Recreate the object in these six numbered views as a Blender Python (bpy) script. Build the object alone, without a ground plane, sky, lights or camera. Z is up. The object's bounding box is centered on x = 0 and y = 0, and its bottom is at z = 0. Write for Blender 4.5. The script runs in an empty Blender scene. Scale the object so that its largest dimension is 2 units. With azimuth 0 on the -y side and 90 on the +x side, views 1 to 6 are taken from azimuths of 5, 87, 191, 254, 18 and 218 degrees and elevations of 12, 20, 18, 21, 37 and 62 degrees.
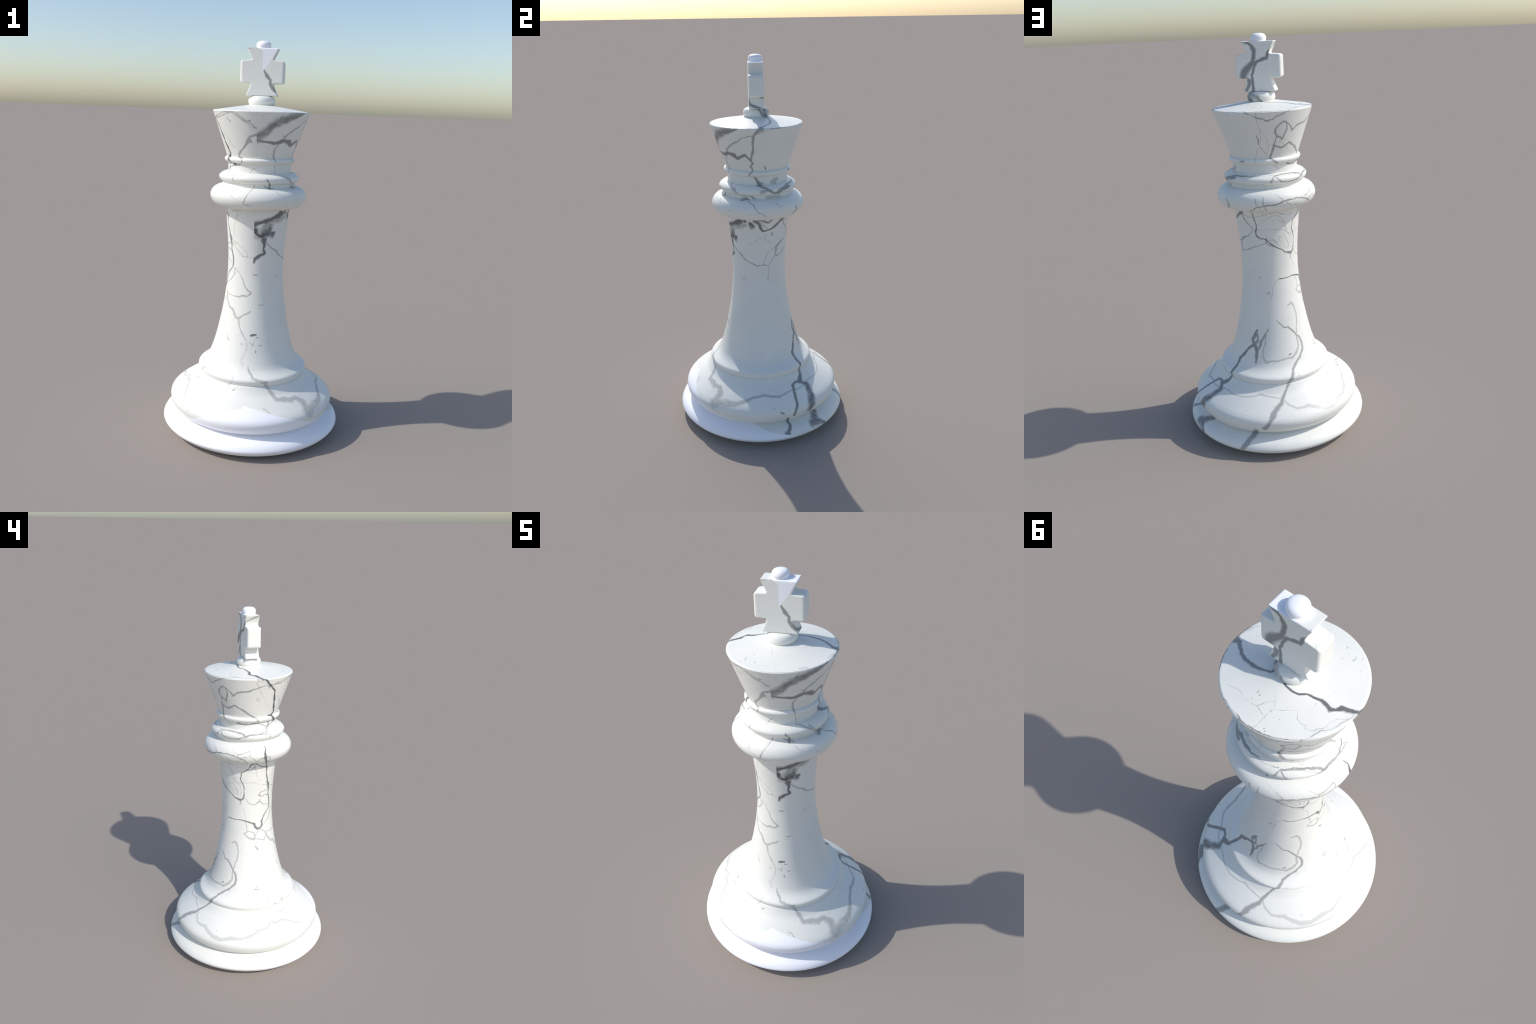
import bpy, bmesh, math, random
from mathutils import Vector
random.seed(7)

# ------------------------------------------------------------------ profile
# Turned outline, (radius, height) in metres, bottom to top.  A point marked
# True is a sharp turning mark; the others are joined by smooth curves.
PROFILES = {
 "base_plate": [(0.400,0.0000,1),(0.4290,0.0160),(0.4500,0.0295),(0.4640,0.0440),(0.4690,0.0535),(0.4655,0.0640),
                (0.4520,0.0800),(0.4330,0.0905),(0.4090,0.1000),(0.3800,0.1120,1)],
 "base_shoulder": [(0.3800,0.1080,1),(0.3980,0.1155),(0.4120,0.1270),(0.4225,0.1420),(0.4298,0.1600),(0.4312,0.1705),(0.4298,0.1825),
                (0.4240,0.1945),(0.4100,0.2090),(0.3870,0.2258),(0.3590,0.2450),(0.3300,0.2640),(0.3090,0.2785),(0.2980,0.2900),(0.2890,0.3015),(0.2805,0.3150,1)],
 "shaft": [(0.2765,0.3080,1),(0.2780,0.3160),(0.2820,0.3280),(0.2857,0.3390),(0.2815,0.3480),(0.2695,0.3563),(0.2535,0.3675),
           (0.2390,0.3820),(0.2285,0.3995),(0.2205,0.4190),(0.2080,0.4560),(0.1912,0.5200),(0.1724,0.6100),(0.1575,0.7000),(0.1486,0.7800),
           (0.1441,0.8500),(0.1436,0.9000),(0.1450,0.9600),(0.1494,1.0270),(0.1558,1.1000),(0.1640,1.1930,1)],
 "collar_torus": [(0.1600,1.1830,1),(0.1850,1.1885),(0.2065,1.1950),(0.2275,1.2075),(0.2402,1.2260),(0.2448,1.2460),(0.2405,1.2640),
           (0.2285,1.2815),(0.2125,1.2920),(0.1985,1.2975),(0.1830,1.3000,1)],
 "collar_neck": [(0.1830,1.2950,1),(0.1830,1.3220,1)],
 "collar_band": [(0.1820,1.3170,1),(0.1930,1.3205),(0.1995,1.3280),(0.2030,1.3375),(0.2018,1.3455),(0.1952,1.3535),(0.1847,1.3605),
           (0.1726,1.3650),(0.1550,1.3670,1)],
 "crown_neck": [(0.1570,1.3600,1),(0.1574,1.3900),(0.1585,1.4140,1)],
 "crown_bead": [(0.1550,1.4110,1),(0.1650,1.4126),(0.1725,1.4178),(0.1764,1.4258),(0.1745,1.4338),(0.1690,1.4385),(0.1600,1.4400,1)],
 "crown": [(0.1570,1.4340,1),(0.1630,1.4380,1),(0.2395,1.6560,1),(0.2411,1.6612),(0.2394,1.6640)],
 "crown_top": [(0.2394,1.6640),(0.2345,1.6660),(0.2260,1.6673),(0.1500,1.6795),(0.0600,1.6940,1)],
 "cross_bead": [(0.050,1.689,1),(0.0600,1.693),(0.0655,1.702),(0.0672,1.712),(0.0655,1.722),(0.060,1.731),(0.050,1.737,1)],
 "finial": [(0.030,1.958,1),(0.0345,1.967),(0.0364,1.976),(0.0355,1.984),(0.0315,1.9915),(0.0245,1.9965),(0.0130,1.9993),(0.0,2.0,1)],
}
ORDER = list(PROFILES)

def catmull(p0, p1, p2, p3, t):
    out = []
    for k in (0, 1):
        # chord-length tangents keep uneven spacing well behaved
        d01 = max(math.dist(p0, p1), 1e-6); d12 = max(math.dist(p1, p2), 1e-6); d23 = max(math.dist(p2, p3), 1e-6)
        m1 = ((p1[k]-p0[k])/d01 - (p2[k]-p0[k])/(d01+d12) + (p2[k]-p1[k])/d12) * d12
        m2 = ((p2[k]-p1[k])/d12 - (p3[k]-p1[k])/(d12+d23) + (p3[k]-p2[k])/d23) * d12
        h = 2*t**3-3*t*t+1, t**3-2*t*t+t, -2*t**3+3*t*t, t**3-t*t
        out.append(h[0]*p1[k]+h[1]*m1+h[2]*p2[k]+h[3]*m2)
    return out

def dense(points, step=0.005):
    res = []
    n = len(points)
    for i in range(n-1):
        p1, p2 = points[i][:2], points[i+1][:2]
        p0 = points[i-1][:2] if i > 0 and len(points[i]) == 2 else (2*p1[0]-p2[0], 2*p1[1]-p2[1])
        p3 = points[i+2][:2] if i+2 < n and len(points[i+1]) == 2 else (2*p2[0]-p1[0], 2*p2[1]-p1[1])
        m = max(2, int(math.dist(p1, p2)/step))
        for j in range(m):
            res.append(catmull(p0, p1, p2, p3, j/m))
    res.append(list(points[-1][:2]))
    return res

RINGS = 192
def lathe(name, profile):
    bm = bmesh.new()
    pts = dense(profile)
    loops = []
    for r, z in pts:
        if r < 1e-5:
            loops.append([bm.verts.new((0, 0, z))]); continue
        loops.append([bm.verts.new((r*math.sin(2*math.pi*i/RINGS), -r*math.cos(2*math.pi*i/RINGS), z)) for i in range(RINGS)])
    for a, b in zip(loops, loops[1:]):
        for i in range(RINGS):
            j = (i+1) % RINGS
            if len(b) == 1: bm.faces.new((a[i], a[j], b[0]))
            else: bm.faces.new((a[i], a[j], b[j], b[i]))
    for lp, flip in ((loops[0], True), (loops[-1], False)):
        if len(lp) > 1:
            bm.faces.new(list(reversed(lp)) if flip else lp)
    for f in bm.faces: f.smooth = True
    for e in bm.edges:
        if len(e.link_faces) == 2 and e.calc_face_angle(0) > math.radians(35): e.smooth = False
    me = bpy.data.meshes.new(name); bm.to_mesh(me); bm.free()
    ob = bpy.data.objects.new(name, me); bpy.context.collection.objects.link(ob)
    return ob

# ------------------------------------------------------------------ cross
CROSS_HALF = 0.0380            # half thickness
CROSS_OUTLINE = [(0.0785,1.738),(0.072,1.753),(0.0625,1.775),(0.0545,1.7975),(0.1090,1.7985),(0.1090,1.904),(0.0515,1.9085),(0.060,1.928),(0.0785,1.9645)]
def cross(name):
    bm = bmesh.new()
    half = CROSS_OUTLINE
    ring = [(x, z) for x, z in half] + [(-x, z) for x, z in reversed(half)]
    front = [bm.verts.new((x, -CROSS_HALF, z)) for x, z in ring]
    back = [bm.verts.new((x, CROSS_HALF, z)) for x, z in ring]
    bm.faces.new(front); bm.faces.new(list(reversed(back)))
    n = len(ring)
    for i in range(n):
        bm.faces.new((front[i], back[i], back[(i+1) % n], front[(i+1) % n]))
    bmesh.ops.recalc_face_normals(bm, faces=bm.faces)
    def arm(v): return abs(v.co.x) > 0.1
    arm_edges = [e for e in bm.edges if arm(e.verts[0]) and arm(e.verts[1])]
    bmesh.ops.bevel(bm, geom=arm_edges, offset=0.0115, segments=5, profile=0.5, affect='EDGES', clamp_overlap=True)
    me = bpy.data.meshes.new(name); bm.to_mesh(me); bm.free()
    ob = bpy.data.objects.new(name, me); bpy.context.collection.objects.link(ob)
    # worn stone: remesh finely and smooth, which rounds edges and inner corners alike
    r = ob.modifiers.new("remesh", 'REMESH'); r.mode = 'VOXEL'; r.voxel_size = 0.0015
    sm = ob.modifiers.new("smooth", 'SMOOTH'); sm.factor = 0.5; sm.iterations = 45
    done = bpy.data.meshes.new_from_object(ob.evaluated_get(bpy.context.evaluated_depsgraph_get()))
    ob.modifiers.clear(); ob.data = done; done.name = name
    bpy.data.meshes.remove(me)
    for f in done.polygons: f.use_smooth = True
    return ob

# ------------------------------------------------------------------ veins
# A vein is a spine drawn on the turned surface: (azimuth in degrees seen from
# above, 0 = front; height in mm, or radius in mm on the flat crown_top;
# half width in mm).  The stone was "wrapped" round the piece with its joint
# at the front, so veins stop dead at azimuth 0.
VEINS = []
def vein(where, dark, soft, spine):
    VEINS.append((where.split(), dark, soft, spine))
vein('crown', 0.7, 1, [(0, 1541, 29.5), (12.5, 1570, 25.6), (23, 1609, 24.7), (32.5, 1629, 26.6), (43.5, 1640, 24), (54.5, 1656, 20.6)])
vein('crown', 0.68, 0.85, [(29, 1633, 14.5), (38, 1626, 20.4), (52.5, 1644, 13.1), (64, 1661, 5.5)])
vein('crown', 0.75, 0.65, [(0, 1529, 8.4), (12, 1525, 7.4), (27.5, 1515, 10), (41.5, 1533, 11.4), (53, 1521, 16)])
vein('crown', 0.75, 0.65, [(27, 1515, 9.6), (39.5, 1533, 10.6), (48, 1528, 11.8), (56.5, 1508, 12.6), (65, 1522, 8.5), (71, 1529, 6.9), (79, 1494, 3.9)])
vein('crown', 0.45, 0.7, [(38, 1552, 5.7), (42, 1538, 7.4)])
vein('crown', 0.5, 0.5, [(40.5, 1543, 6.8), (46.5, 1565, 4.7), (56, 1589, 4.7), (63.5, 1599, 4), (70, 1619, 3.3), (78, 1627, 2.7), (84.5, 1630, 2.1)])
vein('crown_bead crown crown_top', 0.6, 0.5, [(94, 1666.9, 12.1), (88.5, 1649.0, 8), (84, 1624.2, 7), (83, 1593.2, 5.9), (84, 1570.5, 5.4), (78, 1500.7, 6.7), (81.5, 1483.2, 6.1), (77.5, 1468.1, 6.7), (81, 1447.4, 4.2), (79.5, 1439.1, 3.3)])
vein('crown crown_top', 0.5, 0.5, [(90, 1640.5, 2.4), (98.5, 1655.9, 3.2), (107.5, 1661.7, 2.4), (124, 1664.4, 1.9)])
vein('crown crown_top', 0.65, 0.4, [(151.5, 1666.0, 1.3), (170.5, 1665.6, 2), (176, 1655.2, 2.5), (184, 1639.0, 2.9), (198.5, 1623.8, 3.3), (204.5, 1630.1, 3.6), (208, 1642.1, 3.3), (215.5, 1648.4, 3.4), (219.5, 1657.6, 3.9), (223.5, 1664.4, 2.4)])
vein('crown_bead crown', 0.45, 0.4, [(33.5, 1510, 2.8), (27, 1483, 2.9), (27, 1460, 3), (29.5, 1438, 2.9)])
vein('crown', 0.7, 0.6, [(101, 1466, 3.4), (103, 1451, 6.3)])
vein('crown', 0.42, 0.7, [(289.5, 1630, 3.2), (316, 1656, 3.6), (330.5, 1655, 5.7), (344, 1620, 7.6), (351.5, 1607, 6.7), (359.5, 1586, 5.9)])
vein('crown', 0.4, 0.6, [(333, 1659, 2.4), (347, 1622, 2.5)])
vein('crown', 0.6, 0.4, [(349.5, 1621, 2.5), (352, 1619, 4.4)])
vein('crown', 0.6, 0.4, [(349.5, 1599, 2), (353.5, 1581, 2.5)])
vein('crown', 0.5, 0.4, [(319, 1628, 2.5), (325.5, 1610, 3.5)])
vein('crown_bead crown', 0.55, 0.6, [(359.5, 1558, 5.4), (352, 1545, 7), (347, 1520, 10.8), (342, 1500, 5.8), (329, 1458, 5.5), (329, 1443, 5.9), (335.5, 1438, 4.5)])
vein('crown', 0.5, 0.8, [(350.5, 1525, 10.1), (352.5, 1516, 5)])
vein('crown_bead crown', 0.92, 0.4, [(275.5, 1663, 4.3), (278, 1657, 4.9), (283.5, 1632, 7), (294.5, 1588, 4.5), (296, 1566, 4.1), (298.5, 1544, 8.5), (300, 1517, 3.7), (303.5, 1490, 8.6), (307.5, 1458, 6.2), (303.5, 1440, 8), (295, 1442, 5.5)])
vein('crown_neck crown_bead', 0.9, 0.5, [(302, 1439, 7.6), (305, 1426, 9.5), (317.5, 1404, 7.2)])
vein('crown', 0.4, 0.8, [(283, 1620, 8), (283, 1612, 5.3)])
vein('crown', 0.4, 0.4, [(303, 1558, 1.4), (310, 1530, 1.4), (319.5, 1486, 1.4), (325, 1494, 1.4), (330.5, 1473, 1.5)])
vein('crown', 0.4, 0.4, [(290, 1619, 1.3), (298, 1596, 1.8), (306.5, 1559, 2), (321, 1496, 1.7)])
vein('crown', 0.55, 0.4, [(326, 1652, 2.1), (313, 1640, 2.6), (302, 1631, 3), (291, 1628, 3.1), (282.5, 1633, 3), (275, 1625, 3.6), (262, 1608, 4), (255.5, 1596, 5.6), (244, 1593, 5.1), (239, 1587, 4.3), (231.5, 1567, 6.6), (228, 1588, 4.3), (220.5, 1611, 3.9), (217.5, 1615, 3.8), (212.5, 1601, 4.4), (208.5, 1583, 5), (207.5, 1565, 5.2), (210, 1548, 4.6), (215.5, 1539, 4.7), (218.5, 1529, 5.5)])
vein('crown', 0.55, 0.4, [(218.5, 1529, 5.8), (222.5, 1574, 4.7), (221.5, 1604, 3.9)])
vein('crown_bead crown', 0.6, 0.5, [(209.5, 1552, 2.8), (203, 1457, 6.9), (201, 1439, 4.1)])
vein('crown_bead crown', 0.55, 0.5, [(205.5, 1503, 4.5), (219.5, 1487, 5.9), (230.5, 1511, 5.8), (238.5, 1497, 5.3), (248, 1480, 9), (265.5, 1440, 4.6), (271.5, 1432, 4.2)])
vein('crown', 0.45, 0.4, [(186, 1663, 1.1), (185, 1634, 1.3), (187.5, 1585, 1.3), (196.5, 1540, 1.6), (199, 1500, 1.4), (197.5, 1477, 1.4), (194.5, 1463, 1.8)])
vein('crown', 0.4, 0.4, [(199, 1507, 1.1), (205.5, 1510, 1.6)])
vein('crown', 0.4, 0.4, [(187, 1580, 1.1), (189, 1548, 1.1), (187, 1502, 1.3), (181.5, 1479, 1.4), (178, 1441, 1.4)])
vein('crown', 0.45, 0.4, [(187, 1500, 1.6), (197, 1449, 1.8), (201, 1441, 1.8)])
vein('crown', 0.6, 0.5, [(183, 1554, 1.8), (185, 1537, 3.6), (185, 1512, 3.2)])
vein('crown', 0.35, 0.4, [(207, 1512, 1.1), (211.5, 1522, 1.4), (218.5, 1515, 1.4), (226, 1496, 1.6), (231, 1475, 1.6), (242, 1456, 1.5), (249, 1464, 1.4)])
vein('crown', 0.4, 0.4, [(268, 1621, 1.7), (265, 1640, 1.9), (267, 1653, 1.9), (271.5, 1654, 1.9), (277.5, 1642, 1.7)])
vein('crown', 0.4, 0.4, [(269, 1609, 1.2), (285, 1509, 1.6), (296.5, 1484, 1.5), (300.5, 1458, 1.4)])
vein('crown', 0.4, 0.5, [(267, 1552, 2.1), (269, 1560, 2.1), (271.5, 1552, 2.5), (270.5, 1538, 3.3), (267, 1551, 1.9)])
vein('crown', 0.5, 0.4, [(32.5, 1508, 2.7), (28.5, 1491, 3.5), (28, 1468, 3.2), (30.5, 1442, 2.8)])
vein('crown_bead', 0.5, 0.4, [(30.5, 1439, 2.5), (30.5, 1424, 2.5)])
vein('collar_band crown_neck', 0.45, 0.4, [(32.5, 1406, 2), (35, 1366, 1.8)])
vein('crown_bead', 0.55, 0.5, [(336.5, 1434, 4.5), (335, 1418, 4.6)])
vein('crown_neck', 0.55, 0.5, [(329, 1407, 4.2), (311.5, 1396, 2.7), (290.5, 1382, 2.3)])
vein('collar_band crown_neck', 0.55, 0.4, [(359.5, 1395, 2.3), (352.5, 1385, 2.4), (347, 1365, 1.8)])
vein('crown_bead', 0.6, 0.5, [(79.5, 1437, 4.4), (75.5, 1428, 5.1), (76.5, 1416, 4.5)])
vein('collar_band crown_neck', 0.7, 0.5, [(83, 1408, 3.9), (92.5, 1367, 11.1)])
vein('crown_neck', 0.35, 0.8, [(97, 1374, 12.5), (100, 1371, 7)])
vein('crown_neck', 0.4, 0.8, [(115, 1377, 10.5), (121, 1385, 15.1), (127.5, 1393, 10.8)])
vein('crown_bead', 0.45, 0.4, [(178.5, 1439, 1.6), (178.5, 1421, 1.6)])
vein('crown_bead', 0.6, 0.5, [(151.5, 1427, 2.8), (155.5, 1428, 4.9), (159, 1433, 2)])
vein('crown_bead', 0.55, 0.4, [(201.5, 1437, 3.2), (214.5, 1415, 3.8)])
vein('crown_neck', 0.5, 0.4, [(235.5, 1407, 5.2), (243.5, 1399, 4.3), (269, 1403, 2.4)])
vein('crown_neck', 0.4, 0.8, [(120.5, 1390, 10.6), (122, 1367, 12.8)])
vein('crown_bead', 0.55, 0.5, [(202.5, 1439, 4.4), (207.5, 1431, 3.7), (212, 1415, 4.3)])
vein('crown_bead', 0.5, 0.5, [(271.5, 1427, 6.4), (275, 1414, 7.1)])
vein('crown_neck', 0.5, 0.4, [(277.5, 1403, 3.5), (290, 1386, 3), (298, 1384, 2)])
vein('crown_neck', 0.65, 0.4, [(233.5, 1406, 4.4), (242, 1399, 4.3), (252.5, 1400, 3.4), (261, 1404, 3.8), (277.5, 1403, 3.9)])
vein('collar_band crown_neck', 0.75, 0.4, [(298, 1406, 4.4), (299.5, 1386, 4.1), (294, 1366, 3.3)])
vein('crown_neck', 0.6, 0.4, [(315.5, 1403, 4.6), (302, 1389, 2.4)])
vein('crown_neck', 0.35, 0.4, [(206.5, 1407, 1.8), (215, 1392, 1.1), (218.5, 1378, 1.1)])
vein('collar_band crown_neck', 0.35, 0.4, [(254, 1398, 0.9), (259.5, 1378, 0.9), (261.5, 1366, 0.9)])
vein('crown_neck', 0.35, 0.4, [(212.5, 1407, 1.4), (217, 1387, 0.9), (231, 1386, 1), (235, 1371, 1.2)])
vein('collar_band crown_neck', 0.3, 0.4, [(217, 1374, 0.9), (226.5, 1377, 1), (229, 1366, 1), (246, 1393, 0.9)])
vein('crown crown_top', 0.9, 0.4, [(189, 1693.0, 4.4), (225.5, 1688.9, 4.2), (239.5, 1688.4, 3.6), (255.5, 1681.9, 7.2), (256, 1676.2, 10.1), (260.5, 1674.5, 6.7), (266, 1673.3, 10.1), (271.5, 1667.2, 7.5), (274.5, 1664.0, 5.3)])
vein('crown_top', 0.7, 0.4, [(134, 65, 4.8), (136.5, 77, 4.9), (125.5, 112, 5.8), (112, 163, 7.9), (107, 181, 6), (95, 217, 9.1), (94, 230, 6.8)])
vein('crown_top', 0.3, 0.4, [(140, 215, 1), (148.5, 185, 1.2), (155.5, 180, 0.9), (160, 186, 0.9), (175, 171, 1.7), (182.5, 138, 1.4), (191, 130, 1), (185, 106, 0.8)])
vein('crown_top', 0.4, 0.4, [(175, 171, 1.3), (189.5, 186, 1.3)])
vein('crown_top', 0.4, 0.4, [(191, 131, 1), (193, 148, 1.3), (186, 238, 1.2)])
vein('crown_top', 0.4, 0.4, [(191, 163, 0.9), (196.5, 150, 0.7), (221.5, 144, 1), (221, 173, 1.4), (223.5, 186, 1.4), (228.5, 196, 1.6), (226.5, 204, 1), (229.5, 211, 1.2), (242, 216, 1.4), (249.5, 208, 1.4), (256, 210, 1.5), (262, 225, 1.3)])
vein('crown crown_top', 0.5, 0.4, [(221.5, 1664.0, 2.1), (237.5, 1668.0, 2.2), (249.5, 1667.4, 2.3), (262.5, 1666.8, 2.8), (273, 1665.5, 2.5)])
vein('crown_top', 0.22, 1, [(31, 225, 5.1), (36.5, 225, 8.3), (41.5, 230, 5.3)])
vein('crown_top', 0.22, 1, [(70.5, 228, 5.6), (80, 233, 11.4), (88, 238, 9.3)])
vein('crown_top', 0.42, 0.5, [(323.5, 193, 3.4), (326, 203, 2.5)])
vein('crown_top', 0.42, 0.5, [(327.5, 201, 1.4), (328.5, 206, 1)])
vein('crown_top', 0.42, 0.5, [(324, 221, 2.3), (325.5, 227, 1.7)])
vein('crown_top', 0.42, 0.5, [(310, 201, 1.8), (311.5, 205, 1.3)])
vein('crown_top', 0.42, 0.5, [(339, 190, 2.7), (340, 198, 2)])
vein('crown_top', 0.42, 0.5, [(163, 141, 2.3), (162, 134, 1.7)])
vein('crown_top', 0.42, 0.5, [(162, 133, 1.2), (161, 130, 0.8)])
vein('crown_top', 0.42, 0.5, [(209.5, 138, 1.2), (210.5, 134, 0.8)])
vein('crown_top', 0.42, 0.5, [(166, 166, 1.3), (165.5, 163, 0.9)])
vein('crown_top', 0.42, 0.5, [(243.5, 137, 1.4), (246, 134, 1.1)])
vein('crown_top', 0.42, 0.5, [(286, 93, 1.1), (289, 94, 0.8)])
vein('crown_top', 0.42, 0.5, [(327.5, 158, 2), (329.5, 164, 1.4)])
vein('collar_band', 0.65, 0.4, [(90.5, 1365, 8.3), (99, 1359, 8.9), (104.5, 1347, 9), (112.5, 1334, 7.4), (122, 1331, 9.7), (127.5, 1342, 9), (137.5, 1347, 10), (145, 1353, 6.6)])
vein('collar_band', 0.45, 0.8, [(94.5, 1341, 12.4), (103, 1348, 10)])
vein('collar_band', 0.65, 0.4, [(119.5, 1337, 8), (137, 1353, 8.1), (141.5, 1359, 6.8), (157.5, 1361, 6.9), (166, 1361, 2.9), (177, 1363, 1.9)])
vein('collar_band', 0.6, 0.4, [(206, 1361, 2.5), (232.5, 1362, 2.8), (246, 1358, 4.6), (250.5, 1349, 4.6), (265, 1355, 2.4), (288, 1349, 1.8)])
vein('collar_band', 0.6, 0.4, [(206.5, 1361, 1.9), (210, 1346, 1.9), (214.5, 1332, 2.3), (222.5, 1326, 2.5), (240.5, 1335, 4.1), (249.5, 1346, 2.7)])
vein('collar_band', 0.5, 0.5, [(206, 1361, 1.7), (203, 1350, 2.3), (200, 1335, 4.4)])
vein('collar_band', 0.65, 0.4, [(206.5, 1361, 3.1), (219.5, 1364, 2.7), (242.5, 1361, 5.5), (248, 1355, 6.2), (250.5, 1347, 5), (258.5, 1350, 2.6), (276.5, 1356, 2.7), (285, 1359, 2.8), (290.5, 1363, 3)])
vein('collar_band', 0.45, 0.5, [(285.5, 1357, 2), (291, 1348, 2.9), (291, 1334, 5.4)])
vein('collar_band', 0.6, 0.4, [(206.5, 1360, 4.1), (210.5, 1346, 2.9), (215.5, 1329, 2.9), (224, 1327, 2.9), (236.5, 1331, 3.1), (245, 1340, 3.1), (250, 1348, 3)])
vein('collar_band', 0.5, 0.5, [(205.5, 1361, 2.2), (201.5, 1346, 4.5), (199.5, 1334, 6.3)])
vein('collar_band', 0.5, 0.4, [(167.5, 1360, 2), (202.5, 1363, 2.4)])
vein('collar_band', 0.35, 0.4, [(230, 1359, 1.2), (242, 1352, 1.3), (247.5, 1332, 1.3)])
vein('collar_band', 0.3, 0.4, [(329.5, 1366, 1.7), (325.5, 1356, 2), (325.5, 1340, 1.8)])
vein('collar_band', 0.45, 0.4, [(326, 1326, 2.8), (326.5, 1348, 2.5), (326.5, 1359, 1.7)])
vein('collar_torus collar_band', 0.45, 0.4, [(325.5, 1319, 2.2), (330, 1299, 1.6)])
vein('collar_band', 0.65, 0.4, [(16.5, 1344, 4.5), (18.5, 1335, 4.5)])
vein('collar_torus collar_neck collar_band', 0.7, 0.4, [(20.5, 1327, 4.6), (22.5, 1310, 5.7), (21.5, 1297, 5.2)])
vein('collar_band', 0.5, 0.4, [(49, 1359, 2.8), (57, 1329, 4.6)])
vein('collar_torus collar_neck collar_band', 0.5, 0.4, [(60.5, 1323, 2.2), (73.5, 1303, 4.6), (63.5, 1297, 8.8)])
vein('collar_neck collar_band', 0.4, 0.4, [(73, 1321, 2.9), (86.5, 1302, 3)])
vein('collar_band', 0.65, 0.5, [(90.5, 1367, 10.3), (95.5, 1362, 9.8), (104, 1350, 6.1)])
vein('collar_band', 0.45, 0.5, [(35, 1366, 4.7), (49, 1347, 4.6), (53.5, 1332, 2.9), (59.5, 1325, 2)])
vein('collar_neck', 0.35, 0.8, [(103, 1305, 11.1), (113.5, 1306, 16.7), (125.5, 1306, 12.3)])
vein('collar_torus', 0.65, 0.6, [(68.5, 1298, 4.1), (71.5, 1300, 8.3), (75.5, 1298, 3.3)])
vein('collar_torus collar_neck', 0.45, 0.4, [(62.5, 1317, 2.1), (66.5, 1299, 2.3)])
vein('collar_neck', 0.6, 0.5, [(77, 1313, 3.3), (82.5, 1305, 5)])
vein('collar_torus collar_neck', 0.45, 0.4, [(14.5, 1310, 4.2), (27, 1298, 4.8)])
vein('collar_torus', 0.5, 0.5, [(190.5, 1299, 3), (191.5, 1298, 2.3)])
vein('collar_neck', 0.6, 0.5, [(155.5, 1306, 2.5), (157.5, 1306, 2.1)])
vein('collar_band', 0.35, 0.4, [(175, 1324, 1.1), (186.5, 1327, 1.3), (198.5, 1327, 1.3)])
vein('collar_torus collar_neck', 0.5, 0.4, [(359.5, 1312, 2.3), (355.5, 1289, 1.7), (352, 1266, 2), (349.5, 1247, 4), (348.5, 1230, 2.8)])
vein('collar_torus', 0.4, 0.4, [(331.5, 1262, 1.5), (336.5, 1247, 1.6), (344, 1238, 1.4), (350, 1227, 1.8), (354.5, 1212, 2.5), (360, 1219, 2.5)])
vein('collar_torus', 0.5, 0.5, [(350, 1224, 2.7), (360, 1224, 3)])
vein('collar_torus', 0.4, 0.4, [(331, 1292, 1.2), (334.5, 1265, 1.3), (337, 1247, 1.3)])
vein('collar_torus', 0.4, 0.4, [(26, 1292, 2), (30, 1279, 2), (37.5, 1269, 1.4)])
vein('collar_torus', 0.55, 0.5, [(50.5, 1248, 1.9), (58.5, 1247, 1.7)])
vein('collar_torus', 0.5, 0.4, [(73.5, 1295, 2.4), (83.5, 1279, 4.1), (85, 1265, 2.3), (90, 1244, 2.1), (95.5, 1233, 1.9), (97.5, 1217, 2)])
vein('collar_torus', 0.5, 0.5, [(78, 1234, 1.9), (90, 1242, 1.7)])
vein('collar_torus', 0.5, 0.5, [(139.5, 1257, 2.7), (145, 1231, 6.8), (138.5, 1212, 4.1)])
vein('collar_torus', 0.2, 0.7, [(113, 1282, 6.6), (115.5, 1267, 4.6), (122, 1268, 3.1)])
vein('collar_torus', 0.65, 0.4, [(169.5, 1202, 2.8), (179, 1221, 2.3), (188.5, 1232, 2.6), (204, 1238, 4.1), (212, 1251, 4.1), (227, 1253, 2.5), (236, 1249, 2.5), (250.5, 1228, 4.9)])
vein('collar_torus', 0.45, 0.6, [(179, 1266, 2.5), (179.5, 1248, 2.7), (182, 1227, 3), (185, 1204, 3)])
vein('collar_torus', 0.5, 0.6, [(188, 1272, 2.1), (188, 1257, 3), (189, 1232, 3), (191.5, 1203, 3)])
vein('collar_torus', 0.4, 0.4, [(196.5, 1290, 1.1), (204, 1275, 1.3), (212, 1251, 1.9), (220.5, 1223, 2), (227, 1224, 2.4), (235, 1210, 2.4)])
vein('collar_torus', 0.4, 0.6, [(143.5, 1241, 4.4), (141, 1211, 6.6)])
vein('collar_torus', 0.7, 0.4, [(215.5, 1254, 2.3), (226.5, 1254, 2.7), (236.5, 1250, 3.1), (248, 1233, 3), (252, 1222, 3), (254.5, 1204, 2.6)])
vein('collar_torus', 0.4, 0.4, [(234, 1279, 1.5), (242, 1259, 2.1), (242, 1231, 2.7)])
vein('collar_torus', 0.4, 0.6, [(242, 1257, 4.8), (248, 1263, 4.5), (256.5, 1274, 3)])
vein('collar_torus', 0.4, 0.4, [(256.5, 1274, 1.7), (257.5, 1250, 1.9)])
vein('collar_torus', 0.45, 0.4, [(240.5, 1215, 1.7), (247, 1241, 2), (257, 1249, 2), (262.5, 1233, 2.1), (266.5, 1214, 2.5)])
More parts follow.
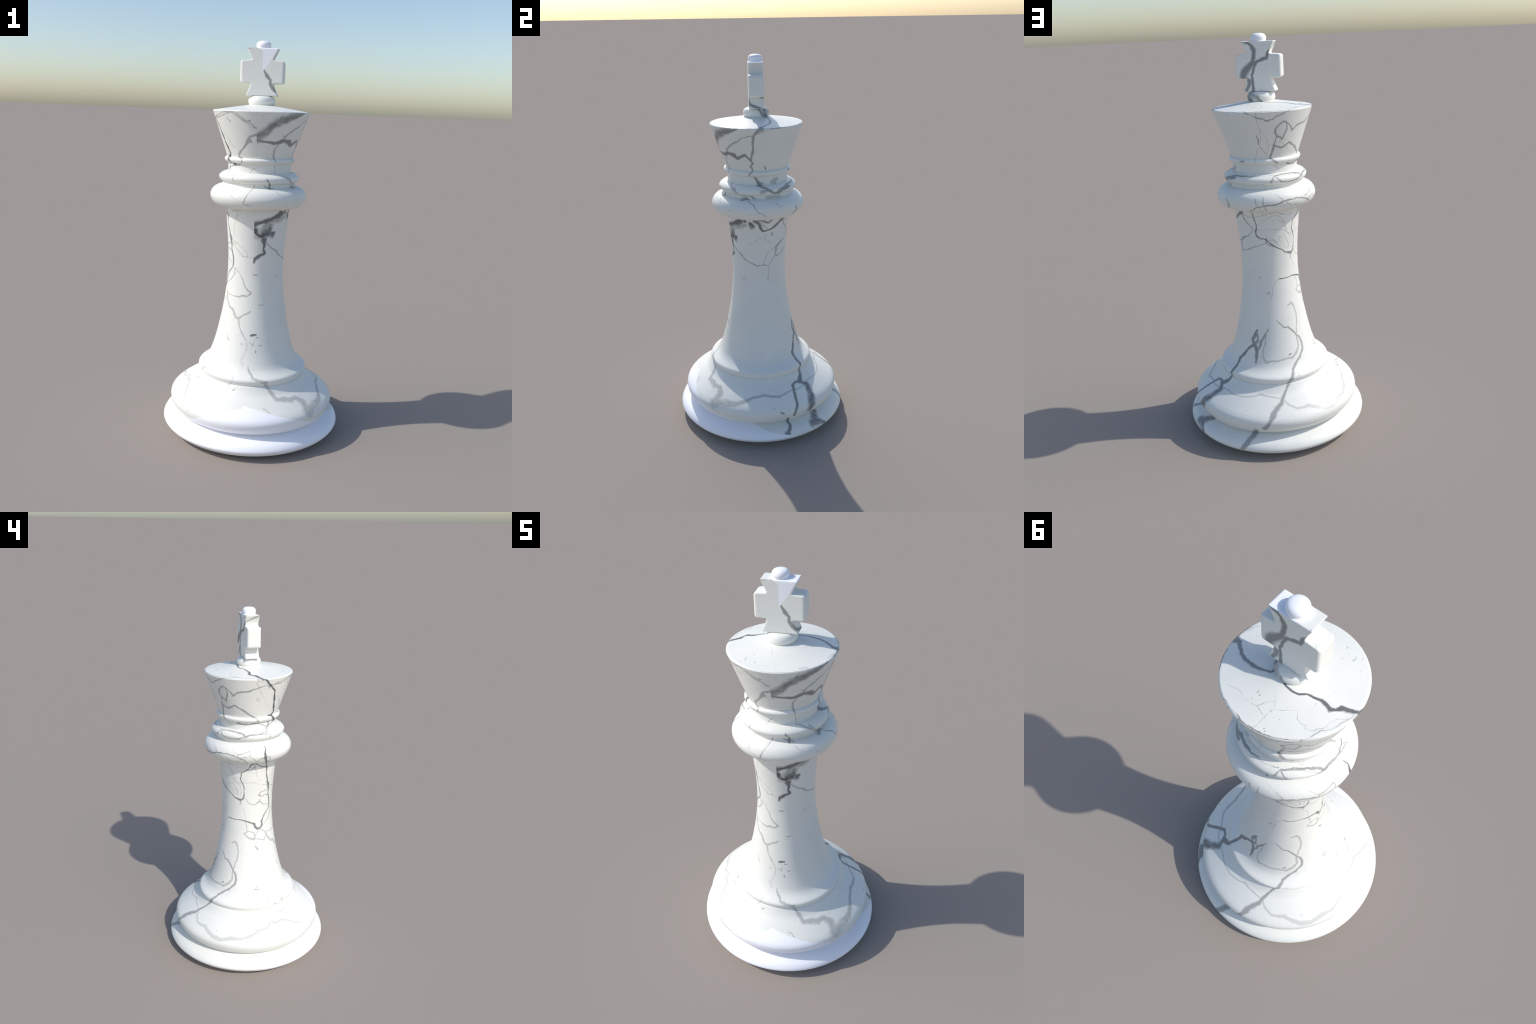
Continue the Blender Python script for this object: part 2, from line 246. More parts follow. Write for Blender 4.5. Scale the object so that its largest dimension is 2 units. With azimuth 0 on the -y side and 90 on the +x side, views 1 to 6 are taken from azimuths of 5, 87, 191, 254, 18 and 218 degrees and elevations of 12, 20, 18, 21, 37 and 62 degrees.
vein('collar_torus', 0.4, 0.7, [(266.5, 1217, 3), (274, 1235, 6.4), (277, 1240, 4.9)])
vein('shaft collar_torus', 0.88, 0.4, [(278.5, 1293, 1.8), (279, 1279, 2.9), (277, 1258, 7.2), (278, 1238, 12), (279, 1220, 5.7), (294, 1172, 5)])
vein('collar_torus', 0.35, 0.6, [(280, 1245, 4.4), (284, 1239, 4.9), (285, 1215, 4.8), (283, 1201, 4.1)])
vein('collar_torus', 0.3, 0.4, [(193.5, 1289, 1.2), (207, 1274, 1.4), (211.5, 1254, 1.7)])
vein('collar_torus', 0.3, 0.4, [(230.5, 1218, 1.7), (238, 1211, 1.7), (246.5, 1227, 1.7)])
vein('shaft', 0.8, 0.4, [(295, 1165, 4.5), (296, 1137, 7.3), (295.5, 1116, 3.1), (297.5, 1087, 5.1), (301.5, 1068, 6.2), (301, 1057, 5.4), (307, 1027, 12), (308.5, 1001, 5), (308, 974, 5.4), (313, 935, 5), (313.5, 902, 4.3), (310.5, 882, 3.1), (296, 849, 4.2), (288, 816, 5.2), (290, 793, 5.3), (285.5, 777, 5.6), (277.5, 772, 6.9), (272.5, 789, 7.5), (269.5, 806, 5.5), (251, 826, 3.6), (240, 831, 2.8), (222, 829, 2.6), (207.5, 831, 2.4)])
vein('shaft', 0.4, 0.4, [(208, 831, 2.4), (199.5, 807, 2.1), (194.5, 771, 1.8), (192, 729, 1.5)])
vein('shaft', 0.4, 0.4, [(249, 826, 1.5), (251, 854, 1.2), (248, 886, 1.4), (231, 959, 2.5)])
vein('shaft', 0.75, 0.4, [(295.5, 1149, 2.9), (284.5, 1153, 3.1), (271.5, 1177, 2.9), (262, 1171, 4.4), (257.5, 1149, 3.1), (241.5, 1118, 3), (239.5, 1084, 2.8), (247, 1031, 3.2), (248, 992, 3.2), (245.5, 963, 4.8), (241.5, 954, 5.3), (235.5, 955, 5.6), (224.5, 964, 3.2), (217.5, 982, 3.3)])
vein('shaft', 0.55, 0.5, [(239.5, 951, 5.7), (240.5, 937, 2.6), (238.5, 926, 3.1)])
vein('shaft', 0.45, 0.4, [(210.5, 1051, 2.2), (218, 1046, 1.7), (221.5, 1062, 1.9), (232.5, 1010, 2.1), (233.5, 988, 2.7), (229, 983, 2.1), (217, 1023, 1.6), (210, 1040, 2)])
vein('shaft', 0.4, 0.4, [(232.5, 1059, 1.6), (240, 1037, 1.6), (241.5, 1007, 1.8), (239.5, 979, 2.2)])
vein('shaft', 0.5, 0.5, [(271, 1163, 4), (262, 1141, 1.7), (248, 1132, 1.3)])
vein('shaft', 0.5, 0.5, [(271, 1161, 2.2), (272.5, 1122, 1.8), (276.5, 1093, 1.2)])
vein('shaft', 0.35, 0.4, [(255, 1128, 1.1), (271.5, 1118, 1.3), (294, 1131, 1.2)])
vein('shaft', 0.35, 0.4, [(232, 1057, 1.8), (255.5, 1062, 1.7), (266.5, 1065, 1.9), (274.5, 1053, 1.8), (303.5, 1032, 1.8)])
vein('shaft', 0.55, 0.4, [(306.5, 1003, 2), (293.5, 1001, 2.4), (284, 996, 2.7), (280, 981, 4.7), (287, 969, 2.6), (297, 974, 2.6), (310, 965, 2.3)])
vein('shaft', 0.45, 0.4, [(247.5, 969, 1.8), (255.5, 940, 2), (262, 928, 2.2), (272, 923, 2.6), (281.5, 941, 4.7), (284, 954, 2.9)])
vein('shaft', 0.45, 0.4, [(281.5, 941, 4.1), (293, 918, 2.5), (310, 905, 2.1)])
vein('shaft', 0.4, 0.4, [(251, 824, 2.3), (254.5, 767, 2.8), (269, 753, 2.9), (272, 732, 3.5), (269, 714, 6.3), (260, 719, 5.7), (247.5, 748, 3.6), (255.5, 762, 2.3)])
vein('shaft', 0.38, 0.4, [(272, 732, 2.7), (278.5, 756, 2.5), (287.5, 770, 2.7), (299.5, 736, 3.3), (294, 697, 3.6), (272, 718, 2.6)])
vein('shaft', 0.4, 0.4, [(299.5, 744, 3.6), (303, 716, 3.8), (314, 675, 5.2), (325, 669, 3.9), (332.5, 630, 5.8)])
vein('shaft', 0.3, 0.4, [(287.5, 773, 2), (297, 752, 2.1), (312.5, 735, 1.9), (332.5, 740, 1.7)])
vein('shaft', 0.3, 0.4, [(289, 777, 1.8), (304.5, 815, 2.4), (316.5, 831, 2.7), (314.5, 889, 2.1)])
vein('shaft', 0.5, 0.6, [(272, 670, 2.4), (276, 658, 6.1), (278.5, 643, 2.8)])
vein('shaft', 0.8, 0.4, [(165, 1180, 2.4), (170.5, 1119, 3), (170.5, 1098, 4), (168, 1081, 4.1), (170, 1057, 4.5), (176.5, 1045, 2.8), (187, 1042, 3.2), (198, 1008, 4.8), (209, 992, 2.8), (218.5, 980, 3), (224, 964, 4.1), (239, 951, 5.9)])
vein('shaft', 0.75, 0.5, [(144.5, 1179, 7.5), (118.5, 1136, 9)])
vein('shaft', 0.5, 0.4, [(142.5, 1167, 4.4), (146, 1143, 6.2), (152.5, 1122, 2.8), (161.5, 1106, 2.2), (162.5, 1090, 2.2), (153.5, 1058, 2.5), (142, 1047, 4.8), (127.5, 1017, 5.5), (126.5, 986, 4.3), (129, 966, 2.3), (146.5, 983, 2.5), (164.5, 1001, 2.7), (177.5, 1013, 2), (187, 1026, 1.8)])
vein('shaft', 0.4, 0.4, [(145, 1169, 1.6), (160.5, 1153, 1.8), (178, 1161, 1.7), (196, 1175, 1.7), (208.5, 1178, 2.1), (220, 1162, 2.2), (241, 1152, 1.7)])
vein('shaft', 0.35, 0.4, [(171, 1113, 1.6), (184.5, 1135, 1.5), (199.5, 1162, 1.7), (210, 1162, 2.2), (218.5, 1142, 2.1), (229, 1068, 1.9)])
vein('shaft', 0.35, 0.4, [(170, 1089, 1.6), (187.5, 1089, 1.5), (206, 1094, 1.6), (222, 1080, 1.9), (231.5, 1061, 1.8), (261.5, 1062, 1.4)])
vein('shaft', 0.35, 0.4, [(187.5, 1109, 1.5), (189, 1039, 1.8)])
vein('shaft', 0.6, 0.4, [(187, 1037, 3.2), (187.5, 1018, 1.9), (195, 1005, 2.1)])
vein('shaft', 0.4, 0.4, [(192, 1036, 1.8), (200.5, 1038, 2), (215, 995, 1.7)])
vein('shaft', 0.3, 0.4, [(198, 1136, 1.7), (208, 1141, 1.8), (220, 1118, 1.7)])
vein('shaft collar_torus', 0.35, 0.4, [(186, 1197, 1.7), (182.5, 1159, 1.4)])
vein('shaft', 0.5, 0.4, [(170.5, 1174, 1.4), (168, 1163, 1.9)])
vein('shaft', 0.4, 0.7, [(184.5, 756, 5.2), (187.5, 763, 6.2)])
vein('shaft', 0.45, 0.5, [(169, 844, 2.7), (172.5, 840, 3.2)])
vein('shaft', 0.8, 0.8, [(20.5, 1132, 17), (45, 1156, 13.5), (63, 1176, 11.7)])
vein('shaft', 0.4, 1, [(44, 1137, 19.3), (62.5, 1154, 13.2)])
vein('shaft', 0.85, 0.8, [(72.5, 1166, 12.8), (76.5, 1146, 18.4)])
vein('shaft', 0.8, 0.5, [(81.5, 1177, 9.6), (89.5, 1164, 9), (93.5, 1133, 8.5), (96.5, 1118, 5.4), (107, 1124, 4.9), (119.5, 1134, 4.6), (129.5, 1152, 4.3), (143.5, 1169, 4.5)])
vein('shaft', 0.5, 0.5, [(94.5, 1173, 2.6), (98.5, 1148, 2.7), (106, 1130, 2), (112.5, 1122, 1.8), (122, 1133, 1.9)])
vein('shaft', 0.75, 0.5, [(85.5, 1179, 2.9), (97.5, 1177, 5.1), (106, 1165, 5.7), (115.5, 1179, 2.8)])
vein('shaft', 0.45, 0.4, [(143.5, 1167, 3), (150, 1129, 2.5), (163.5, 1103, 1.8)])
vein('shaft', 0.75, 0.8, [(29, 1115, 15.8), (28, 1077, 19), (35, 1064, 18.8)])
vein('shaft', 0.5, 0.4, [(27.5, 1014, 2.9), (46, 983, 3), (54.5, 963, 4.2), (69.5, 940, 2.5), (83.5, 921, 2.9), (97.5, 928, 2.9), (109.5, 923, 2.1), (125, 976, 2.2), (129, 1002, 4.2), (126, 1018, 4.7), (133, 1040, 3), (150, 1055, 2.9)])
vein('shaft', 0.5, 0.4, [(97.5, 931, 2.7), (105.5, 992, 2.3), (116.5, 1012, 2.1), (126, 1016, 2.4)])
vein('shaft', 0.45, 0.4, [(124, 971, 2.5), (138, 974, 2.3), (154, 986, 2.1)])
vein('shaft', 0.35, 0.4, [(109.5, 922, 1.9), (109.5, 878, 1.7), (106.5, 842, 3.1)])
vein('shaft', 0.32, 0.4, [(70, 1043, 1.4), (82.5, 1066, 1.6), (104, 1097, 1.6), (102, 1070, 1.8), (116, 1053, 1.4)])
vein('shaft', 0.55, 0.6, [(116.5, 1105, 5.8), (115.5, 1093, 6.4)])
vein('shaft collar_torus', 0.88, 0.6, [(0, 1114, 13.1), (12.5, 1128, 8.6), (27, 1141, 8.8), (41, 1160, 11.1), (52.5, 1173, 16.8), (49.5, 1191, 15.4)])
vein('shaft', 0.5, 1, [(1.5, 1125, 12.6), (19.5, 1139, 10.1), (35.5, 1133, 15.4), (49, 1146, 14.4)])
vein('shaft', 0.85, 0.8, [(0.5, 1086, 19.2), (6, 1068, 11.6), (15.5, 1058, 16.3), (21, 1077, 33.3), (31.5, 1073, 16.3), (39, 1075, 10.3)])
vein('shaft', 0.3, 1, [(0.5, 1055, 12.7), (8, 1050, 12.7)])
vein('shaft', 0.5, 1, [(17.5, 1108, 12.7), (24, 1113, 15.3), (34, 1117, 10.4)])
vein('shaft', 0.85, 0.6, [(18.5, 1040, 17.2), (21, 1014, 7.9), (20, 992, 6.9), (22.5, 971, 8.5), (11.5, 958, 8.2), (4.5, 942, 10.7), (1, 926, 9.2)])
vein('shaft', 0.5, 0.4, [(24.5, 1027, 1.9), (36.5, 996, 2.6), (48.5, 980, 4.7), (57.5, 955, 2.8), (85.5, 921, 2.3)])
vein('shaft', 0.35, 0.8, [(2, 857, 4.1), (10, 858, 4.6)])
vein('shaft', 0.6, 0.6, [(72.5, 1152, 6.7), (76, 1134, 6)])
vein('shaft collar_torus', 0.4, 0.4, [(331, 1190, 2.1), (323.5, 1133, 2.3), (317.5, 1094, 2.1), (316.5, 1051, 1.8)])
vein('shaft collar_torus', 0.45, 0.4, [(318, 1174, 1.7), (330, 1180, 2), (347.5, 1195, 1.8)])
vein('shaft', 0.4, 0.4, [(301, 1142, 2.3), (308, 1165, 2.1), (319, 1177, 1.8)])
vein('shaft', 0.5, 0.4, [(314.5, 1021, 2.2), (335.5, 996, 2.2), (349, 968, 2.1), (348, 949, 2.1)])
vein('shaft', 0.45, 0.4, [(312.5, 1010, 2.2), (325.5, 976, 1.9), (338, 949, 1.9), (360, 947, 1.8)])
vein('shaft', 0.45, 0.4, [(319, 883, 2.5), (331, 861, 2.3), (340, 828, 3.1), (343, 803, 3), (350, 779, 3.4), (358.5, 765, 4.7)])
vein('shaft', 0.45, 0.4, [(358.5, 765, 4.7), (350.5, 748, 3.9), (340.5, 747, 4.5), (336, 738, 4), (324, 736, 2.6), (312, 737, 2.6), (300, 748, 2.2)])
vein('shaft', 0.4, 0.4, [(319, 880, 2.6), (318.5, 850, 2.6), (309.5, 819, 3.2), (297, 797, 2.7)])
vein('shaft', 0.4, 0.4, [(298, 743, 3.6), (302.5, 708, 3.8), (315.5, 674, 5.2), (324.5, 665, 6.1), (328.5, 641, 5.9), (337, 627, 5.1), (347.5, 650, 4.5), (359.5, 670, 4.4)])
vein('shaft', 0.38, 0.5, [(337, 627, 4.4), (340, 595, 4.3), (354, 529, 3.7)])
vein('shaft', 0.22, 0.7, [(354, 529, 3.7), (357.5, 505, 3.7), (357.5, 475, 4.7)])
vein('shaft', 0.13, 1, [(355, 460, 9.6), (349.5, 428, 10.9), (353.5, 406, 8)])
vein('shaft', 0.85, 0.5, [(1.5, 551, 4.2), (4.5, 553, 6.8), (10, 554, 4.7)])
vein('shaft', 0.55, 0.5, [(11, 542, 3.7), (13.5, 540, 2.6)])
vein('shaft', 0.6, 0.5, [(10, 475, 3.1), (10.5, 466, 2.6)])
vein('shaft', 0.5, 0.6, [(15, 505, 3.1), (18, 502, 4.2)])
vein('shaft', 0.5, 0.4, [(12, 710, 1.8), (16.5, 705, 2.6), (22, 708, 2.1)])
vein('shaft', 0.4, 0.4, [(11, 688, 2.1), (17.5, 689, 2.1)])
vein('shaft', 0.4, 0.5, [(7.5, 527, 2.1), (6, 502, 2.6), (1, 514, 2.1)])
vein('shaft', 0.45, 0.5, [(320, 540, 2.9), (325.5, 510, 3.3)])
vein('shaft', 0.5, 0.5, [(348, 506, 3.7), (349, 504, 2.1)])
vein('shaft', 0.4, 0.5, [(49.5, 844, 2.2), (56.5, 847, 2.8)])
vein('base_shoulder shaft', 0.4, 0.6, [(0.5, 401, 4.2), (3, 374, 7.8), (7, 358, 7.3), (13.5, 348, 8.3), (19.5, 338, 13.3), (23, 306, 9.8), (26.5, 277, 12.8), (28, 261, 13.6), (36, 260, 13.5), (41, 252, 15.2), (48, 254, 13.5), (51, 236, 21.9)])
vein('base_shoulder shaft', 0.4, 0.8, [(50, 207, 36.9), (50.5, 235, 20.3), (46, 255, 16.5), (37.5, 256, 16.4), (28, 265, 11.9), (23.5, 296, 7.8), (22, 344, 5.5), (10.5, 345, 3.2)])
vein('base_shoulder', 0.4, 0.7, [(121, 252, 3.9), (116.5, 255, 4.4), (103.5, 244, 9.4), (90, 254, 9.3), (81.5, 247, 10), (68.5, 220, 17), (58.5, 214, 26.1), (50, 207, 28.4)])
vein('base_shoulder', 0.74, 0.5, [(131, 269, 12.3), (125.5, 276, 7.5), (120.5, 270, 8.6), (116, 211, 8.3), (113.5, 183, 8.8), (112, 156, 8.8)])
vein('base_plate base_shoulder', 0.74, 0.5, [(107.5, 142, 7.8), (109.5, 95, 9.5), (107, 81, 10.6), (105.5, 71, 18)])
vein('base_shoulder', 0.74, 0.7, [(131.5, 265, 15.4), (134.5, 251, 21.8), (131.5, 218, 22.8), (128.5, 194, 28.3), (126.5, 165, 27)])
vein('base_plate', 0.74, 0.7, [(134.5, 105, 22.7), (131, 93, 23.4), (126.5, 81, 27), (131.5, 75, 19.6), (136, 58, 10.3)])
vein('base_shoulder', 0.45, 0.5, [(121, 252, 4.1), (130.5, 255, 4.2)])
vein('base_shoulder', 0.6, 0.5, [(102.5, 185, 6.7), (104, 179, 4.7)])
vein('shaft', 0.35, 0.4, [(90, 422, 2), (92, 437, 2.7)])
vein('shaft', 0.7, 0.4, [(166.5, 399, 3.7), (166.5, 429, 9.5), (167, 460, 10.9), (161, 489, 11.4), (158, 513, 10), (162, 545, 8.6), (166, 566, 4.7)])
vein('shaft', 0.6, 0.5, [(165.5, 543, 5.9), (168, 512, 7.2), (160.5, 492, 7.3)])
vein('shaft', 0.6, 0.5, [(168.5, 467, 5.7), (173, 514, 6.6), (183.5, 574, 3.3)])
vein('base_shoulder shaft', 0.75, 0.4, [(159.5, 488, 7.4), (152.5, 466, 6.9), (139, 401, 9.6), (140, 375, 8.7), (139, 349, 8.6), (137.5, 310, 9.6), (135.5, 292, 11.1), (130.5, 274, 14.9)])
vein('shaft', 0.38, 0.5, [(180, 548, 2.7), (179, 503, 3.4), (175.5, 464, 3.4), (176, 433, 3.8), (181, 407, 5), (188, 416, 4.3), (196.5, 414, 4.9), (207, 421, 4.9), (218, 422, 6.8), (223, 439, 8.1), (229.5, 465, 6.2), (229.5, 511, 4.5), (237.5, 631, 4.7), (234.5, 675, 5.7), (229.5, 696, 5.8), (221.5, 681, 3.5)])
vein('base_shoulder shaft', 0.58, 0.5, [(197, 624, 2.3), (209, 580, 3.3), (217.5, 575, 4.2), (227.5, 537, 4.6), (235.5, 502, 6.7), (236.5, 450, 6.9), (227.5, 415, 5.7), (218.5, 389, 7.1), (213, 372, 7.7), (209, 343, 8.1), (203, 301, 6.7), (197.5, 267, 7.2), (195.5, 249, 10.4), (192, 234, 14.2), (189, 216, 15.5), (187, 189, 12.3), (183, 155, 12.4)])
vein('base_plate base_shoulder', 0.58, 0.5, [(177, 140, 12.1), (174, 97, 15.2), (172, 80, 15.3), (169, 53, 10.6)])
vein('base_shoulder', 0.35, 0.4, [(135.5, 263, 3.1), (145.5, 264, 3.9), (153, 258, 3.7), (162.5, 260, 3.7), (178, 276, 3.6), (196.5, 263, 3.6)])
vein('base_shoulder', 0.28, 0.5, [(197.5, 259, 6.1), (201, 243, 5.7), (207, 228, 5.9), (216, 227, 10.4), (225.5, 208, 10.6), (234.5, 202, 12.1), (242, 213, 12.1), (250, 212, 8.8), (262.5, 230, 9.5), (265.5, 241, 7.7), (274, 244, 7.2), (279.5, 262, 7.9), (284.5, 254, 12.4), (291.5, 259, 9.4), (308, 217, 4.7)])
vein('shaft', 0.6, 0.5, [(263.5, 446, 2.9), (272, 436, 3.9)])
vein('shaft', 0.6, 0.5, [(267, 422, 3.8), (274, 418, 2.6)])
vein('shaft', 0.5, 0.5, [(289, 340, 4.6), (292.5, 342, 3)])
vein('shaft', 0.5, 0.5, [(282, 360, 3), (285, 362, 2.7)])
vein('shaft', 0.45, 0.5, [(301, 351, 4), (304, 350, 3.3)])
vein('shaft', 0.5, 0.5, [(272, 671, 3.3), (277.5, 649, 4.7)])
vein('shaft', 0.65, 0.5, [(213, 438, 4), (216, 439, 3)])
vein('shaft', 0.4, 0.5, [(216, 347, 3.3), (218.5, 352, 2.9)])
vein('base_shoulder shaft', 0.4, 0.4, [(345.5, 354, 2.8), (345.5, 334, 4.1), (341, 309, 2.8)])
vein('base_shoulder', 0.5, 0.5, [(347.5, 294, 4), (349.5, 299, 3)])
vein('base_shoulder', 0.35, 0.5, [(15, 238, 4.5), (17, 236, 3.9), (19.5, 223, 2.6)])
vein('base_shoulder', 0.4, 0.5, [(294.5, 284, 3.2), (302.5, 293, 2.4)])
vein('base_shoulder', 0.45, 0.5, [(359, 237, 3.2), (359.5, 237, 2.6)])
vein('shaft', 0.4, 0.5, [(301, 344, 6), (303, 352, 3.9)])
vein('shaft', 0.45, 0.5, [(347.5, 505, 3.1), (349, 504, 2.7)])
vein('cross_bead', 0.7, 0.6, [(102.5, 1731, 6.3), (115.5, 1712, 9.1), (137, 1696, 13.2)])
vein('cross_bead', 0.5, 0.9, [(140.5, 1726, 18), (149, 1708, 16.3)])
vein('cross_bead', 0.75, 0.6, [(127.5, 1732, 9.2), (127.5, 1711, 8), (147.5, 1696, 6.3)])
vein('cross_bead', 0.6, 0.9, [(152, 1721, 10.2), (174.5, 1712, 13.3), (181, 1698, 9.4)])
vein('cross_bead', 0.7, 0.6, [(174.5, 1719, 4.3), (193, 1695, 5.5)])
# Veins of the cross: (x, y, z, half width) in mm.
CROSS_VEINS = [
 (0.70, 0.5, [(9,-38,1859,4.5), (25,-38,1831,8.5), (41,-38,1815,8), (41,-38,1795,8.5), (55,-38,1774,9.5), (67,-38,1763,9.5), (72,-16,1752,9), (76,8,1745,9), (72,24,1740,7)]),
 (0.75, 0.6, [(57,38,1964,8.5), (31,38,1948,8.5), (16,38,1922,11.5), (18,38,1896,10), (26,38,1871,11), (46,38,1850,17), (66,38,1825,22), (72,38,1806,18)]),
 (0.70, 0.6, [(55,38,1795,11), (45,38,1787,12), (49,38,1768,10), (62,38,1744,8)]),
 (0.70, 0.6, [(54,38,1796,9), (57,26,1795,9)]),
 (0.70, 0.6, [(72,38,1966,6), (57,38,1964,8.5)]),
 (0.75, 0.5, [(-62,38,1928,5), (-50,38,1911,7.5), (-40,38,1888,9), (-14,38,1880,8.5), (8,38,1873,8), (19,38,1854,6.5), (26,38,1828,6.5), (32,38,1811,7.5), (30,38,1785,6), (28,38,1763,7.5), (29,38,1741,8)]),
 (0.50, 0.6, [(-62,38,1928,6), (-70,0,1948,7), (-79,-38,1963,6)]),
 (0.45, 0.7, [(-79,-38,1963,4), (-30,-38,1964,4)]),
]

# ------------------------------------------------------------------ material
STONE = (0.840, 0.835, 0.775)
PLAIN = (0.950, 0.950, 0.985)      # unveined, slightly lilac facing
VEIN = (0.085, 0.085, 0.092)

def segment_group():
    """Distance from a point to one straight stretch of a vein, in half widths; keeps the smaller of it and Nearest."""
    t = bpy.data.node_groups.get("vein_stretch")
    if t: return t
    t = bpy.data.node_groups.new("vein_stretch", 'ShaderNodeTree')
    for key, kind in (("Point", 'Vector'), ("Start", 'Vector'), ("Unit", 'Vector'), ("Back", 'Vector'), ("Width", 'Float'), ("Growth", 'Float'), ("Nearest", 'Float')):
        t.interface.new_socket(key, in_out='INPUT', socket_type='NodeSocket' + kind)
    t.interface.new_socket("Nearest", in_out='OUTPUT', socket_type='NodeSocketFloat')
    i = t.nodes.new("NodeGroupInput").outputs; o = t.nodes.new("NodeGroupOutput")
    def node(kind, op, *src, out=0):
        n = t.nodes.new("ShaderNode" + kind); n.operation = op
        for sock, v in zip([s for s in n.inputs if s.enabled], src):
            if hasattr(v, "is_output"): t.links.new(v, sock)
            else: sock.default_value = v
        return n.outputs[out]
    rel = node("VectorMath", 'SUBTRACT', i["Point"], i["Start"])
    dot = node("VectorMath", 'DOT_PRODUCT', rel, i["Unit"], out=1)
    c = t.nodes.new("ShaderNodeClamp"); t.links.new(dot, c.inputs[0]); along = c.outputs[0]
    foot = node("VectorMath", 'SCALE', i["Back"], along)
    dist = node("VectorMath", 'LENGTH', node("VectorMath", 'ADD', rel, foot), out=1)
    wide = node("Math", 'MULTIPLY_ADD', along, i["Growth"], i["Width"])
    t.links.new(node("Math", 'MINIMUM', node("Math", 'DIVIDE', dist, wide), i["Nearest"]), o.inputs[0])
    return t

class Graph:
    def __init__(self, name):
        self.mat = bpy.data.materials.new(name); self.mat.use_nodes = True
        self.t = self.mat.node_tree; self.bsdf = self.t.nodes["Principled BSDF"]
    def put(self, sock, val):
        if hasattr(val, "is_output"): self.t.links.new(val, sock)
        elif val is not None: sock.default_value = val
    def math(self, op, a, b=None, c=None):
        n = self.t.nodes.new("ShaderNodeMath"); n.operation = op
        for i, v in enumerate((a, b, c)): self.put(n.inputs[i], v)
        return n.outputs[0]
    def vec(self, op, a, b=None, c=None, out=0, scale=None):
        n = self.t.nodes.new("ShaderNodeVectorMath"); n.operation = op
        for i, v in enumerate((a, b, c)): self.put(n.inputs[i], v)
        if scale is not None: self.put(n.inputs["Scale"], scale)
        return n.outputs[out]
    def smooth(self, v, lo, hi, a, b):
        n = self.t.nodes.new("ShaderNodeMapRange"); n.interpolation_type = 'SMOOTHSTEP'
        for i, x in enumerate((v, lo, hi, a, b)): self.put(n.inputs[i], x)
        return n.outputs[0]
    def noise(self, vec, scale, detail=2.0, rough=0.5):
        n = self.t.nodes.new("ShaderNodeTexNoise"); self.put(n.inputs["Vector"], vec)
        n.inputs["Scale"].default_value = scale; n.inputs["Detail"].default_value = detail; n.inputs["Roughness"].default_value = rough
        return n
    def mix(self, f, a, b):
        n = self.t.nodes.new("ShaderNodeMix"); n.data_type = 'RGBA'; n.clamp_factor = True
        self.put(n.inputs[0], f)
        for i, v in ((6, a), (7, b)): self.put(n.inputs[i], (*v, 1) if isinstance(v, tuple) else v)
        return n.outputs[2]
    def curve(self, v, pts):
        n = self.t.nodes.new("ShaderNodeFloatCurve"); c = n.mapping.curves[0]; n.mapping.use_clip = False
        c.points[0].location = pts[0]; c.points[1].location = pts[-1]
        for p in pts[1:-1]: c.points.new(*p)
        for p in c.points: p.handle_type = 'VECTOR'
        n.mapping.update(); self.put(n.inputs["Value"], v)
        return n.outputs[0]

    def ragged(self, pos):
        """(edge noise of veins, calmer one for broad veins, stronger one that breaks short flecks up, cloudiness of broad smears, fading of hairlines)"""
        wide = self.noise(pos, 34.0, 1.0).outputs[0]; fine = self.noise(pos, 125.0, 2.0, 0.65).outputs[0]
        edge = self.math('MULTIPLY_ADD', wide, 0.9, self.math('MULTIPLY_ADD', fine, 0.8, -0.85))
        calm = self.math('MULTIPLY_ADD', wide, 0.75, self.math('MULTIPLY_ADD', fine, 0.22, -0.485))
        torn = self.math('MULTIPLY_ADD', fine, 4.0, -2.0)
        cloud = self.smooth(self.noise(pos, 42.0, 3.0, 0.6).outputs[0], 0.36, 0.60, 0.86, 1.14)
        fade = self.smooth(self.noise(pos, 22.0, 2.0).outputs[0], 0.36, 0.60, 0.38, 1.05)
        return edge, calm, torn, cloud, fade

    def vein_mask(self, point, veins, ragged, thin, broad):
        """veins: [(dark, soft, [(Vector, half width)...])] in the space of point"""
        mask = None
        for dark, soft, pts in veins:
            near = None
            for (a, wa), (b, wb) in zip(pts, pts[1:]):
                d = b - a
                n = self.t.nodes.new("ShaderNodeGroup"); n.node_tree = segment_group()
                for key, val in (("Point", point), ("Start", a), ("Unit", d / max(d.length_squared, 1e-12)), ("Back", -d), ("Width", wa), ("Growth", wb - wa),
                                 ("Nearest", 1000.0 if near is None else near)):
                    self.put(n.inputs[key], val)
                near = n.outputs[0]
            edge, calm, torn, cloud, fade = ragged
            size = sum((b[0] - a[0]).length for a, b in zip(pts, pts[1:]))
            fleck = max(p[1] for p in pts) < thin and len(pts) < 4 and size < 5.5 * max(p[1] for p in pts)
            near = self.math('ADD', near, torn if fleck and soft < 0.7 else calm if max(p[1] for p in pts) > broad else edge)
            m = self.smooth(near, 1.35, 0.75 - 0.65 * soft, 0.0, dark)
            if not fleck and max(p[1] for p in pts) < thin: m = self.math('MULTIPLY', m, fade)
            if soft > 0.65: m = self.math('MULTIPLY', m, cloud)
            mask = m if mask is None else self.math('MAXIMUM', mask, m)
        return mask

